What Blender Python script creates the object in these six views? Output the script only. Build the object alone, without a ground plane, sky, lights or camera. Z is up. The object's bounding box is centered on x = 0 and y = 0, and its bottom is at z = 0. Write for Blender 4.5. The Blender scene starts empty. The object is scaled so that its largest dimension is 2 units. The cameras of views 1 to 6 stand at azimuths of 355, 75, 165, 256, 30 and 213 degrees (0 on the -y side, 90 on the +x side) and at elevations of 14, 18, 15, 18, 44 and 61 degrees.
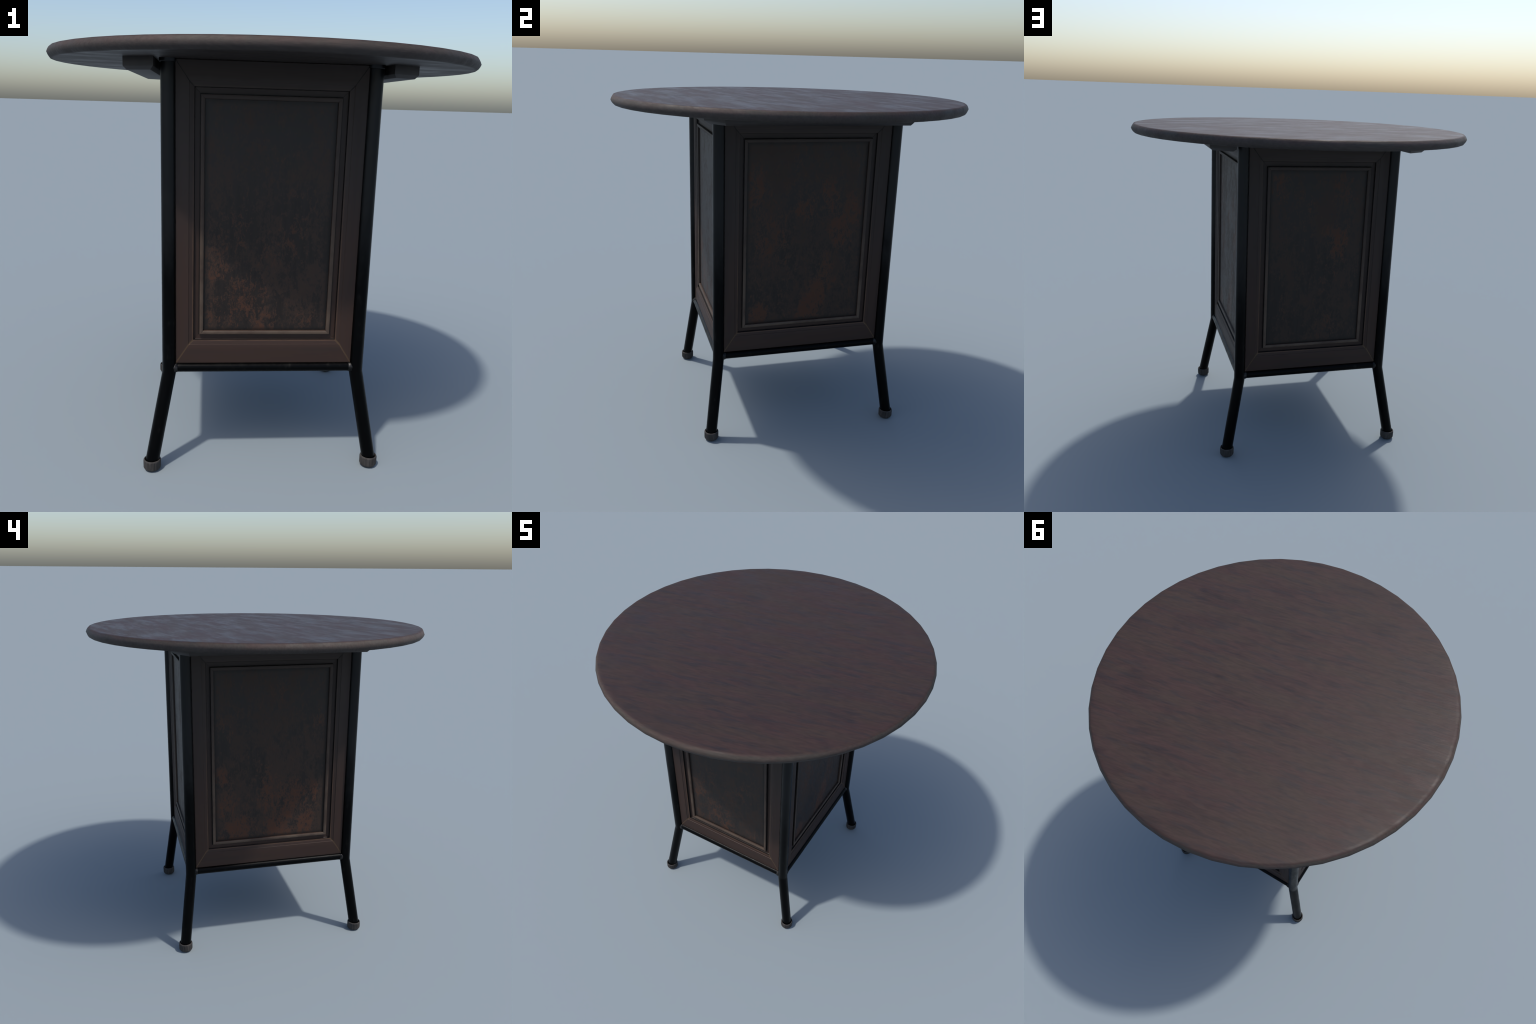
import bpy, bmesh, math
from math import pi, sin, cos, radians, sqrt
from mathutils import Vector

# ------------------------------------------------------------------ dimensions
PX, PY = 0.4315, 0.487        # post centres
POST_R = 0.0312
FX, FY = 0.5085, 0.541        # feet centres on the ground
BEND_Z = 0.462                # where the post kicks outwards into the leg
TOP_Z = 1.8765
UNDER_Z = 1.826
BAR_Z, BAR_R = 0.4815, 0.0217
SEG = 48                      # the round top is a 48-sided polygon

# ------------------------------------------------------------------ helpers
def new_obj(name, bm, mat, parent, smooth_angle=35):
    bmesh.ops.recalc_face_normals(bm, faces=bm.faces[:])
    me = bpy.data.meshes.new(name)
    bm.to_mesh(me); bm.free()
    me.polygons.foreach_set("use_smooth", [True] * len(me.polygons))
    me.set_sharp_from_angle(angle=radians(smooth_angle))
    me.materials.append(mat)
    ob = bpy.data.objects.new(name, me)
    bpy.context.collection.objects.link(ob)
    if parent: ob.parent = parent
    return ob

def loft(bm, rings, caps=True, closed=False):
    vr = [[bm.verts.new(p) for p in r] for r in rings]
    n = len(vr[0])
    pairs = list(zip(vr[:-1], vr[1:]))
    if closed: pairs.append((vr[-1], vr[0]))
    for a, b in pairs:
        for i in range(n):
            j = (i + 1) % n
            bm.faces.new((a[i], a[j], b[j], b[i]))
    if caps and not closed:
        bm.faces.new(vr[0][::-1]); bm.faces.new(vr[-1])
    return vr

def circle(c, r, n, ax=Vector((0, 0, 1)), ph=0.0, rfun=None):
    ax = ax.normalized()
    ref = Vector((1, 0, 0)) if abs(ax.x) < 0.9 else Vector((0, 1, 0))
    u = (ref - ax * ref.dot(ax)).normalized(); v = ax.cross(u)
    out = []
    for i in range(n):
        a = 2 * pi * i / n + ph
        rr = r * (rfun(i) if rfun else 1)
        out.append(Vector(c) + u * (rr * cos(a)) + v * (rr * sin(a)))
    return out

# ------------------------------------------------------------------ node kit
class NT:
    def __init__(s, name):
        s.m = bpy.data.materials.new(name); s.m.use_nodes = True
        s.t = s.m.node_tree; s.t.nodes.clear()
        s.out = s.n('ShaderNodeOutputMaterial')
        s.b = s.n('ShaderNodeBsdfPrincipled')
        s.l(s.b.outputs[0], s.out.inputs[0])
        s.co = s.n('ShaderNodeTexCoord').outputs['Object']
    def n(s, t, **k):
        nd = s.t.nodes.new(t)
        for a, v in k.items(): setattr(nd, a, v)
        return nd
    def l(s, a, b): s.t.links.new(a, b)
    def put(s, sock, v):
        if hasattr(v, 'node'): s.l(v, sock)
        elif isinstance(v, tuple) and len(v) == 3 and sock.type == 'RGBA': sock.default_value = (*v, 1)
        else: sock.default_value = v
    def math(s, op, a, b=0.0, c=None, clamp=False):
        nd = s.n('ShaderNodeMath', operation=op, use_clamp=clamp)
        s.put(nd.inputs[0], a); s.put(nd.inputs[1], b)
        if c is not None: s.put(nd.inputs[2], c)
        return nd.outputs[0]
    def xyz(s, v=None):
        nd = s.n('ShaderNodeSeparateXYZ'); s.l(v or s.co, nd.inputs[0]); return nd.outputs
    def mapv(s, loc=(0, 0, 0), rot=(0, 0, 0), scale=(1, 1, 1), v=None):
        nd = s.n('ShaderNodeMapping'); s.l(v or s.co, nd.inputs[0])
        nd.inputs[1].default_value = loc; nd.inputs[2].default_value = rot; nd.inputs[3].default_value = scale
        return nd.outputs[0]
    def noise(s, v, scale=1.0, detail=3.0, rough=0.55, dist=0.0):
        nd = s.n('ShaderNodeTexNoise'); s.l(v, nd.inputs['Vector'])
        nd.inputs['Scale'].default_value = scale; nd.inputs['Detail'].default_value = detail
        nd.inputs['Roughness'].default_value = rough; nd.inputs['Distortion'].default_value = dist
        return nd.outputs[0]
    def rng(s, v, a, b, c=0.0, d=1.0, smooth=True):
        nd = s.n('ShaderNodeMapRange', interpolation_type='SMOOTHSTEP' if smooth else 'LINEAR')
        s.put(nd.inputs[0], v)
        for i, x in enumerate((a, b, c, d)): s.put(nd.inputs[i + 1], x)
        return nd.outputs[0]
    def mix(s, f, a, b, mode='MIX'):
        nd = s.n('ShaderNodeMix', data_type='RGBA', blend_type=mode)
        s.put(nd.inputs[0], f); s.put(nd.inputs[6], a); s.put(nd.inputs[7], b)
        return nd.outputs[2]
    def bump(s, h, strength, dist):
        nd = s.n('ShaderNodeBump'); s.l(h, nd.inputs['Height'])
        nd.inputs['Strength'].default_value = strength; nd.inputs['Distance'].default_value = dist
        s.l(nd.outputs[0], s.b.inputs['Normal'])
    def set(s, **k):
        for a, v in k.items(): s.put(s.b.inputs[a.replace('_', ' ')], v)

GRAIN = radians(11)

def mat_tabletop():
    k = NT('dark_stained_wood_top')
    g = k.mapv(rot=(0, 0, -GRAIN))
    broad = k.noise(k.mapv(scale=(2.2, 9.0, 9.0), v=g), 1.0, 5, 0.65, 0.15)
    streak = k.noise(k.mapv(loc=(3.1, 1.7, 0), scale=(5.5, 32.0, 32.0), v=g), 1.0, 5, 0.62, 0.12)
    fine = k.noise(k.mapv(scale=(16.0, 95.0, 95.0), v=g), 1.0, 4, 0.65, 0.1)
    blot = k.noise(k.mapv(loc=(7, 2, 0), scale=(3.2, 9.0, 9.0), v=g), 1.0, 6, 0.68, 0.15)
    red, olive, blue = (0.0345, 0.0172, 0.0152), (0.0330, 0.0195, 0.0150), (0.0195, 0.0148, 0.0155)
    c = k.mix(k.rng(broad, 0.35, 0.65), red, olive)
    c = k.mix(k.rng(streak, 0.47, 0.68, 0, 0.75), c, blue)
    c = k.mix(k.rng(blot, 0.52, 0.74, 0, 0.50), c, (0.0205, 0.0160, 0.0150))
    # the rim is paler and browner, darkening towards the underside
    p = k.xyz()
    r = k.math('SQRT', k.math('ADD', k.math('MULTIPLY', p[0], p[0]), k.math('MULTIPLY', p[1], p[1])))
    rim = k.math('MULTIPLY', k.rng(p[2], TOP_Z - 0.0010, TOP_Z - 0.0080), k.rng(p[2], 1.843, 1.866))
    rimn = k.noise(k.mapv(loc=(2, 5, 1), scale=(6, 6, 6)), 1.0, 3)
    rimc = k.mix(k.rng(rimn, 0.4, 0.6), (0.062, 0.038, 0.032), (0.050, 0.040, 0.032))
    c = k.mix(k.math('MULTIPLY', k.rng(p[2], TOP_Z - 0.0030, TOP_Z - 0.0100), 0.8), c, (0.038, 0.031, 0.028))
    c = k.mix(k.math('MULTIPLY', rim, 0.75), c, rimc)
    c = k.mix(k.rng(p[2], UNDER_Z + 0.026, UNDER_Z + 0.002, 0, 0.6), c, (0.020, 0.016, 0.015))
    vb = k.rng(fine, 0.3, 0.7, 0.83, 1.16)
    nd = k.n('ShaderNodeHueSaturation'); k.l(c, nd.inputs['Color']); k.l(vb, nd.inputs['Value'])
    rough = k.math('ADD', k.rng(blot, 0.40, 0.64, 0.57, 0.42), k.rng(streak, 0.35, 0.65, 0.02, -0.03))
    h = k.math('ADD', k.math('MULTIPLY', fine, 0.7), k.math('MULTIPLY', streak, 0.6))
    rough = k.math('ADD', rough, k.rng(r, 0.970, 0.984, 0.0, 0.16))
    k.set(Base_Color=nd.outputs[0], Roughness=rough, Specular_IOR_Level=k.rng(r, 0.970, 0.984, 0.31, 0.34))
    k.bump(h, 0.36, 0.004)
    return k.m

def mat_batten():
    k = NT('dark_batten_wood')
    n = k.noise(k.mapv(scale=(14, 2, 14)), 1.0, 4)
    c = k.mix(k.rng(n, 0.35, 0.65), (0.014, 0.011, 0.0105), (0.021, 0.0155, 0.0135))
    k.set(Base_Color=c, Roughness=0.55)
    k.bump(n, 0.15, 0.003)
    return k.m

def mat_metal():
    k = NT('black_painted_steel')
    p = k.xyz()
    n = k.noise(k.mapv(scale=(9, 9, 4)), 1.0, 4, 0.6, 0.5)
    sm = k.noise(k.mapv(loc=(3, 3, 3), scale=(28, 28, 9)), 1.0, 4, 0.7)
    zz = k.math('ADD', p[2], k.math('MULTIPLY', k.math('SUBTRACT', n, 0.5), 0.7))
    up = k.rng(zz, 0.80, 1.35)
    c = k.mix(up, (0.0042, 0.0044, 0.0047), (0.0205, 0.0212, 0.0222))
    c = k.mix(k.rng(sm, 0.56, 0.76, 0, 0.45), c, (0.022, 0.021, 0.019))
    k.set(Base_Color=c, Metallic=0.85, Roughness=k.rng(sm, 0.3, 0.7, 0.28, 0.44), Specular_IOR_Level=0.2)
    k.bump(sm, 0.08, 0.002)
    return k.m

def mat_weld():
    k = NT('worn_weld_steel')
    sm = k.noise(k.mapv(scale=(60, 60, 60)), 1.0, 3)
    c = k.mix(k.rng(sm, 0.4, 0.65), (0.006, 0.006, 0.0065), (0.035, 0.033, 0.032))
    k.set(Base_Color=c, Metallic=0.7, Roughness=0.4)
    k.bump(sm, 0.4, 0.004)
    return k.m

def mat_foot():
    k = NT('dusty_grey_rubber')
    n = k.noise(k.mapv(scale=(50, 50, 12)), 1.0, 3)
    c = k.mix(k.rng(n, 0.35, 0.65), (0.030, 0.027, 0.025), (0.048, 0.043, 0.040))
    k.set(Base_Color=c, Roughness=0.75, Specular_IOR_Level=0.3)
    return k.m

# frame rings: (inset from post line, bottom z, top z, outward offset from the post-centre plane)
R0, R1 = (0.029, 0.503, 1.825), (0.087, 0.594, 1.741)
SB, ST = 0.954, 1.076                 # vertical step per unit of inset, below and above, inside R1

def edge_distance(k, hw):
    """inset of a point from the panel's outer rectangle (45-degree rings)"""
    p = k.xyz()
    ax = k.math('ABSOLUTE', p[0])
    t = k.math('SUBTRACT', hw, ax)
    zb = k.math('MULTIPLY_ADD', p[2], 1 / SB, R1[0] - R1[1] / SB)
    zt = k.math('MULTIPLY_ADD', p[2], -1 / ST, R1[0] + R1[2] / ST)
    return p, t, zb, k.math('MINIMUM', t, k.math('MINIMUM', zb, zt))

def band(k, v, c, w, soft):
    d = k.math('ABSOLUTE', k.math('SUBTRACT', v, c))
    return k.rng(d, w + soft, w)

def mat_frame(hw, horizontal, seed):
    k = NT('brown_frame_wood')
    p, t, zb, d = edge_distance(k, hw)
    sc = (2.0, 20, 26) if horizontal else (26, 20, 2.0)
    g = k.noise(k.mapv(loc=(seed, seed * 2, seed), scale=sc), 1.0, 4, 0.55, 0.3)
    cl = k.noise(k.mapv(loc=(seed * 3, 0, seed), scale=(4, 4, 2.5)), 1.0, 3)
    low = k.rng(k.math('ADD', p[2], k.math('MULTIPLY', cl, 0.5)), 1.75, 1.05)
    c = k.mix(low, (0.0255, 0.0175, 0.0150), (0.0320, 0.0168, 0.0122))
    c = k.mix(k.rng(g, 0.45, 0.7, 0, 0.5), c, (0.0225, 0.0155, 0.0132))
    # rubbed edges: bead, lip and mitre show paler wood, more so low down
    wearn = k.noise(k.mapv(loc=(seed, 1, 2), scale=(7, 7, 7)), 1.0, 3)
    lowr = k.rng(p[2], 1.5, 0.7, 0.16, 1.0)
    wear = k.math('MULTIPLY', lowr, k.rng(wearn, 0.3, 0.6, 0.35, 1.0))
    bead = band(k, d, 0.1430, 0.0075, 0.0025)
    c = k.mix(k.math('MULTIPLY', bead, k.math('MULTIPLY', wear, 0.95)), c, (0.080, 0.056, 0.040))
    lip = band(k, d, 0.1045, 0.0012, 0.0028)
    c = k.mix(k.math('MULTIPLY', lip, k.math('MULTIPLY', wear, 0.75)), c, (0.085, 0.046, 0.027))
    s1 = (R1[1] - R0[1]) / (R1[0] - R0[0])
    l1 = k.math('MULTIPLY_ADD', t, s1, R0[1] - R0[0] * s1)
    l2 = k.math('MULTIPLY_ADD', t, SB, R1[1] - R1[0] * SB)
    zm = k.math('MINIMUM', l1, l2)
    mit = k.rng(k.math('ABSOLUTE', k.math('SUBTRACT', p[2], zm)), 0.0085, 0.001)
    mit = k.math('MULTIPLY', mit, k.rng(t, 0.112, 0.104))
    c = k.mix(k.math('MULTIPLY', mit, k.rng(wearn, 0.3, 0.6, 0.5, 0.9)), c, (0.095, 0.058, 0.030))
    # dark seam along the upper mitres
    s2 = (R1[2] - R0[2]) / (R1[0] - R0[0])
    u1 = k.math('MULTIPLY_ADD', t, s2, R0[2] - R0[0] * s2)
    u2 = k.math('MULTIPLY_ADD', t, -ST, R1[2] + R1[0] * ST)
    seam = k.rng(k.math('ABSOLUTE', k.math('SUBTRACT', p[2], k.math('MAXIMUM', u1, u2))), 0.0075, 0.001)
    c = k.mix(k.math('MULTIPLY', seam, k.rng(t, 0.112, 0.104, 0, 0.75)), c, (0.0060, 0.0048, 0.0045))
    # occlusion shade of the groove walls, painted as dark lines
    gro = k.math('MAXIMUM', band(k, d, 0.1088, 0.0008, 0.0010), band(k, d, 0.1330, 0.0009, 0.0030))
    c = k.mix(k.math('MULTIPLY', gro, 0.8), c, (0.0050, 0.0045, 0.0045))
    k.set(Base_Color=c, Roughness=k.rng(g, 0.3, 0.7, 0.50, 0.60), Specular_IOR_Level=0.28)
    k.bump(g, 0.12, 0.003)
    return k.m

def mat_panel(hw, seed, mottle, low, spots):
    """dark stained board. mottle = brown flecking all over, low = extra towards the floor,
    spots = rust-brown blotches as (x, z, radius, gain)"""
    k = NT('mottled_dark_panel')
    p, t, zb, d = edge_distance(k, hw)
    big = k.noise(k.mapv(loc=(seed, 0, seed * 1.7), scale=(7.0, 6, 3.5)), 1.0, 4, 0.6, 0.6)
    mid = k.noise(k.mapv(loc=(seed * 2, 1, seed), scale=(34, 20, 19)), 1.0, 5, 0.72, 0.6)
    fin = k.noise(k.mapv(loc=(seed, 3, seed), scale=(120, 60, 70)), 1.0, 4, 0.7)
    gr = k.noise(k.mapv(loc=(seed, 5, seed), scale=(60, 20, 4)), 1.0, 3)
    h = k.rng(p[2], 1.30, 0.70, 0.0, 1.0)
    cen = lambda n, w: k.math('MULTIPLY', k.math('SUBTRACT', n, 0.5), w)
    grain = k.math('ADD', cen(mid, 1.5), cen(fin, 1.1))
    # domain warp so that the blotches get ragged outlines
    wx = k.math('ADD', p[0], cen(big, 0.22)); wz = k.math('ADD', p[2], cen(mid, 0.16))
    sp = None
    for x, z, r, a in spots:
        dx = k.math('SUBTRACT', wx, x); dz = k.math('MULTIPLY', k.math('SUBTRACT', wz, z), 0.62)
        rr = k.math('SQRT', k.math('ADD', k.math('MULTIPLY', dx, dx), k.math('MULTIPLY', dz, dz)))
        q = k.rng(rr, r, r * 0.25, 0.0, a)
        sp = q if sp is None else k.math('MAXIMUM', sp, q)
    v = k.math('ADD', k.math('ADD', grain, cen(big, 1.6)), k.math('MULTIPLY_ADD', h, low, mottle))
    rust = k.math('ADD', k.math('ADD', grain, sp), k.math('MULTIPLY_ADD', h, low, mottle - 0.24))
    base = k.mix(k.rng(gr, 0.35, 0.65), (0.0128, 0.0092, 0.0077), (0.0162, 0.0116, 0.0096))
    base = k.mix(k.rng(p[2], 1.05, 1.55, 0, 0.75), base, (0.0195, 0.0160, 0.0145))  # sky reflection on the upper board, put in as a lighter base colour
    c = k.mix(k.rng(v, -0.18, 0.22, 0, 0.95), base, (0.0300, 0.0178, 0.0125))
    c = k.mix(k.rng(rust, -0.09, 0.38, 0, 0.95), c, (0.0600, 0.0265, 0.0155))
    # soft contact shade beside the bead, painted into the board colour
    c = k.mix(k.rng(d, 0.176, 0.152, 0, 0.75), c, (0.0050, 0.0042, 0.0040))
    rough = k.rng(v, -0.2, 0.4, 0.45, 0.60)
    k.set(Base_Color=c, Roughness=rough, Specular_IOR_Level=k.rng(rust, 0.0, 0.4, 0.28, 0.20))
    k.bump(grain, 0.12, 0.003)
    return k.m

# ------------------------------------------------------------------ root
root = bpy.data.objects.new('pedestal_table', None)
bpy.context.collection.objects.link(root)
root['label'] = 'round dark wood table on a panelled box base with black steel legs'
root['category'] = 'table'

# ------------------------------------------------------------------ tabletop
def tabletop():
    bm = bmesh.new()
    prof = [(0.30, TOP_Z), (0.62, TOP_Z), (0.90, TOP_Z), (0.965, TOP_Z), (0.9790, TOP_Z - 0.0004), (0.9865, TOP_Z - 0.0020), (0.9905, TOP_Z - 0.0060),
            (0.9955, TOP_Z - 0.0145), (1.0, TOP_Z - 0.0260), (0.9950, UNDER_Z + 0.0125), (0.9885, UNDER_Z + 0.0035), (0.984, UNDER_Z + 0.0010),
            (0.974, UNDER_Z), (0.958, UNDER_Z), (0.6, UNDER_Z)]
    rings = [[Vector((r * cos(2 * pi * i / SEG), r * sin(2 * pi * i / SEG), z)) for i in range(SEG)] for r, z in prof]
    loft(bm, rings)
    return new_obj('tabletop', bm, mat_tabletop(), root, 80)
tabletop()

# ------------------------------------------------------------------ battens under the top
def batten(sx, mat):
    # plan of the bottom face: a trapezoid, its inner edge longer than its outer one
    xi, yi, xo, yo, zb, zt, ch = 0.498, 0.545, 0.598, 0.481, 1.7750, UNDER_Z + 0.001, 0.0145
    bm = bmesh.new()
    def rect(g, z):
        k = g * 1.19 - g * 0.64          # how far the corner slides along y when the slanted end moves out by g
        return [Vector((sx * x, y, z)) for x, y in ((xi - g, -yi - g * 1.82), (xo + g, -yo - k), (xo + g, yo + k), (xi - g, yi + g * 1.82))]
    loft(bm, [rect(0, zb), rect(ch, zb + ch), rect(ch, zt)])
    e = [ed for ed in bm.edges]
    bmesh.ops.bevel(bm, geom=e, offset=0.0018, segments=2, affect='EDGES', profile=0.6)
    return new_obj('batten', bm, mat, root, 40)
mb = mat_batten()
for sx in (1, -1): batten(sx, mb)

# ------------------------------------------------------------------ legs
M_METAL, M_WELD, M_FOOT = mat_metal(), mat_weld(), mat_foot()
def leg(sx, sy):
    N = 28
    bend = Vector((sx * PX, sy * PY, BEND_Z)); foot = Vector((sx * FX, sy * FY, 0.040))
    dirn = (foot - bend).normalized()
    mit = (Vector((0, 0, -1)) + dirn).normalized()
    def section(c, ax):                      # section of the straight tube cut by the plane through c normal to ax
        out = []
        for i in range(N):
            a = 2 * pi * i / N
            o = Vector((POST_R * cos(a), POST_R * sin(a), 0))
            out.append(o)
        return out
    circ = section(None, None)
    def cut(c, tube, plane):                 # slide each point along the tube axis onto the plane
        res = []
        for o in circ:
            if abs(tube.z) < 0.9999:         # rotate the circle square to the leg axis
                q = Vector((0, 0, -1)).rotation_difference(tube)
                o = q @ o
            s = -o.dot(plane) / tube.dot(plane)
            res.append(c + o + tube * s)
        return res
    dn = Vector((0, 0, -1))
    rings = [cut(Vector((sx * PX, sy * PY, 1.818)), dn, dn),
             cut(Vector((sx * PX, sy * PY, 1.2)), dn, dn),
             cut(bend + Vector((0, 0, 0.014)), dn, dn)]
    rings.append([p for p in cut(bend, dn, mit)])
    rings.append(cut(bend + dirn * 0.014, dirn, dirn))
    rings.append(cut(foot, dirn, dirn))
    bm = bmesh.new(); loft(bm, rings)
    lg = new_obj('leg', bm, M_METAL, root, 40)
    # welded flange where the post meets the underside of the top
    bm = bmesh.new()
    c = (sx * PX, sy * PY)
    wob = lambda i: 1 + 0.018 * sin(i * 2.3) + 0.012 * sin(i * 5.1)
    loft(bm, [circle((*c, 1.8115), POST_R + 0.0006, N), circle((*c, 1.8135), POST_R + 0.0030, N, rfun=wob),
              circle((*c, 1.8195), POST_R + 0.0042, N, rfun=wob), circle((*c, UNDER_Z + 0.0005), POST_R + 0.0052, N)])
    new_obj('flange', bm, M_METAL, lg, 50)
    # ribbed cap on the foot: a hollow cup the tube drops into
    M = 64
    rib = lambda i: 1.0 if i % 4 else 0.955
    half = lambda i: 1.0 if i % 4 else 0.975
    fc = lambda z: (sx * FX, sy * FY, z)
    R = 0.0402
    prof = [(0.0, 0.026, None), (0.0012, 0.031, None), (0.006, 0.0363, None), (0.0110, R - 0.0008, half), (0.0135, R - 0.0003, rib), (0.043, R, rib),
            (0.0455, R, half), (0.0490, R - 0.0010, None), (0.0520, R - 0.0035, None), (0.0525, R - 0.0055, None), (0.0510, 0.0333, None), (0.044, 0.0322, None),
            (0.030, 0.0320, None)]
    bm = bmesh.new()
    loft(bm, [circle(fc(z), r, M, rfun=f) for z, r, f in prof])
    new_obj('foot_cap', bm, M_FOOT, lg, 14)
for sx in (1, -1):
    for sy in (1, -1): leg(sx, sy)

# ------------------------------------------------------------------ crossbars
def crossbar(along_x, s):
    half = (PX if along_x else PY) - 0.010
    ax = Vector((1, 0, 0)) if along_x else Vector((0, 1, 0))
    c = Vector((0, s * PY, BAR_Z)) if along_x else Vector((s * PX, 0, BAR_Z))
    bm = bmesh.new()
    loft(bm, [circle(c + ax * t, BAR_R, 24, ax) for t in (-half, 0, half)])
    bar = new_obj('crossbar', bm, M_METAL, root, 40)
    for e in (-1, 1):
        tip = (PX if along_x else PY) - POST_R
        bm = bmesh.new(); rings = []
        for q, r in ((0.0080, 0.0200), (0.0070, 0.0222), (0.0048, 0.0234), (0.001, 0.0238), (-0.003, 0.0246), (-0.008, 0.0252), (-0.014, 0.022)):
            wob = lambda i: 1 + 0.035 * sin(i * 1.9 + s) + 0.025 * sin(i * 3.7 + e)
            rings.append(circle(c + ax * (e * (tip - q)), r, 24, ax, rfun=wob))
        loft(bm, rings)
        new_obj('weld_bead', bm, M_WELD, bar, 60)
for s in (1, -1):
    crossbar(True, s); crossbar(False, s)

# ------------------------------------------------------------------ panelled sides
# rings of the moulding, outside to inside: inset, outward offset from the post-centre plane
FACE = 0.008
MOULD = [(0.1080, 0.0012), (0.1087, -0.0085), (0.1110, -0.0115), (0.1310, -0.0130), (0.1336, -0.0130), (0.1341, -0.0004),
         (0.1358, 0.0018), (0.1405, 0.0028), (0.1475, 0.0010), (0.1512, -0.0012), (0.1522, -0.0040), (0.1526, -0.0130)]
PANEL_O = -0.0105

def ring_rect(hw, inset, off):
    """(half width, z bottom, z top, y) of one moulding ring in the side's own frame; outward is -y"""
    if inset <= R0[0] + 1e-6: zb, zt = R0[1], R0[2]
    elif inset <= R1[0] + 1e-6:
        f = (inset - R0[0]) / (R1[0] - R0[0])
        zb = R0[1] + f * (R1[1] - R0[1]); zt = R0[2] + f * (R1[2] - R0[2])
    else: zb, zt = R1[1] + (inset - R1[0]) * SB, R1[2] - (inset - R1[0]) * ST
    return hw - inset, zb, zt, -off

def side(hw, dist, ang, seed, panel_args):
    prof = [(R0[0], -0.030), (R0[0], FACE - 0.002), (R0[0] + 0.002, FACE), (0.070, FACE), (0.0855, FACE),
            (0.0870, FACE - 0.0010), (0.0880, FACE - 0.0026), (0.0960, FACE - 0.0042), (0.1035, FACE - 0.0062)] + MOULD + [(0.153, -0.030)]
    rects = [ring_rect(hw, i, o) for i, o in prof]
    g = 0.0005                                      # hairline mitre gap
    # board
    bm = bmesh.new()
    w, zb, zt, _ = ring_rect(hw, 0.1515, 0)
    front, back = -PANEL_O, 0.02
    bmesh.ops.create_cube(bm, size=1.0)
    for v in bm.verts:
        v.co = Vector((v.co.x * 2 * w, front if v.co.y < 0 else back, zb if v.co.z < 0 else zt))
    board = new_obj('side_panel', bm, mat_panel(hw, seed, *panel_args), root)
    board.location = (dist * sin(ang), -dist * cos(ang), 0)
    board.rotation_euler = (0, 0, ang)
    mh, mv = mat_frame(hw, True, seed), mat_frame(hw, False, seed + 0.7)
    for s in (-1, 1):
        bm = bmesh.new()
        loft(bm, [[Vector((s * x, y, zb + g)) for x, zb, zt, y in rects], [Vector((s * x, y, zt - g)) for x, zb, zt, y in rects]])
        new_obj('frame_stile', bm, mv, board, 32)
    for top in (0, 1):
        bm = bmesh.new()
        loft(bm, [[Vector((-x + g, y, zt if top else zb)) for x, zb, zt, y in rects], [Vector((x - g, y, zt if top else zb)) for x, zb, zt, y in rects]])
        new_obj('frame_rail', bm, mh, board, 32)
front = [(-0.22, 0.97, 0.10, 0.27), (-0.25, 0.74, 0.07, 0.22), (-0.13, 0.80, 0.11, 0.30), (-0.05, 0.86, 0.09, 0.27), (-0.03, 0.70, 0.09, 0.30),
         (0.17, 0.72, 0.06, 0.18), (0.01, 1.02, 0.08, 0.26), (0.11, 1.10, 0.09, 0.26), (-0.16, 1.12, 0.12, 0.22), (0.15, 1.27, 0.10, 0.18), (0.05, 1.45, 0.12, 0.10)]
right = [(-0.28, 1.43, 0.12, 0.20), (0.21, 1.20, 0.09, 0.32), (0.28, 1.30, 0.09, 0.26), (0.13, 1.39, 0.09, 0.22), (0.08, 0.83, 0.08, 0.38), (0.03, 0.73, 0.08, 0.32),
         (-0.27, 0.68, 0.10, 0.32), (-0.02, 1.33, 0.08, 0.18), (-0.20, 1.15, 0.14, 0.18), (0.14, 0.95, 0.10, 0.20)]
back = [(0.13, 1.26, 0.11, 0.34), (0.15, 1.58, 0.10, 0.20), (-0.23, 1.60, 0.10, 0.18), (-0.06, 1.45, 0.10, 0.12), (0.08, 0.76, 0.10, 0.18), (-0.2, 0.9, 0.08, 0.12),
        (0.05, 1.08, 0.1, 0.12)]
left = [(-0.29, 1.06, 0.07, 0.34), (0.00, 0.98, 0.13, 0.28), (0.13, 0.92, 0.10, 0.32), (0.25, 0.94, 0.06, 0.36), (0.10, 0.84, 0.10, 0.30), (-0.20, 0.69, 0.13, 0.34),
        (0.22, 0.73, 0.08, 0.36), (0.05, 0.70, 0.12, 0.34), (-0.25, 0.90, 0.10, 0.22), (-0.27, 1.35, 0.10, 0.16), (0.28, 1.35, 0.08, 0.18), (0.05, 1.55, 0.08, 0.14)]
side(PX, PY, 0.0, 1.3, (-0.04, 0.05, front))            # faces -y
side(PY, PX, pi / 2, 4.1, (0.10, 0.02, [(x, z, r, a * 1.35) for x, z, r, a in right]))          # faces +x
side(PX, PY, pi, 7.9, (0.01, 0.0, [(x, z, r, a * 1.2) for x, z, r, a in back]))               # faces +y
side(PY, PX, -pi / 2, 11.3, (0.02, 0.10, [(x, z, r, a * 1.1) for x, z, r, a in left]))        # faces -x

# floor board closing the box from below
bm = bmesh.new()
bmesh.ops.create_cube(bm, size=1.0)
for v in bm.verts: v.co = Vector((v.co.x * 2 * (PX - 0.012), v.co.y * 2 * (PY - 0.012), 0.488 if v.co.z < 0 else 0.505))
new_obj('floor_board', bm, mb, root)
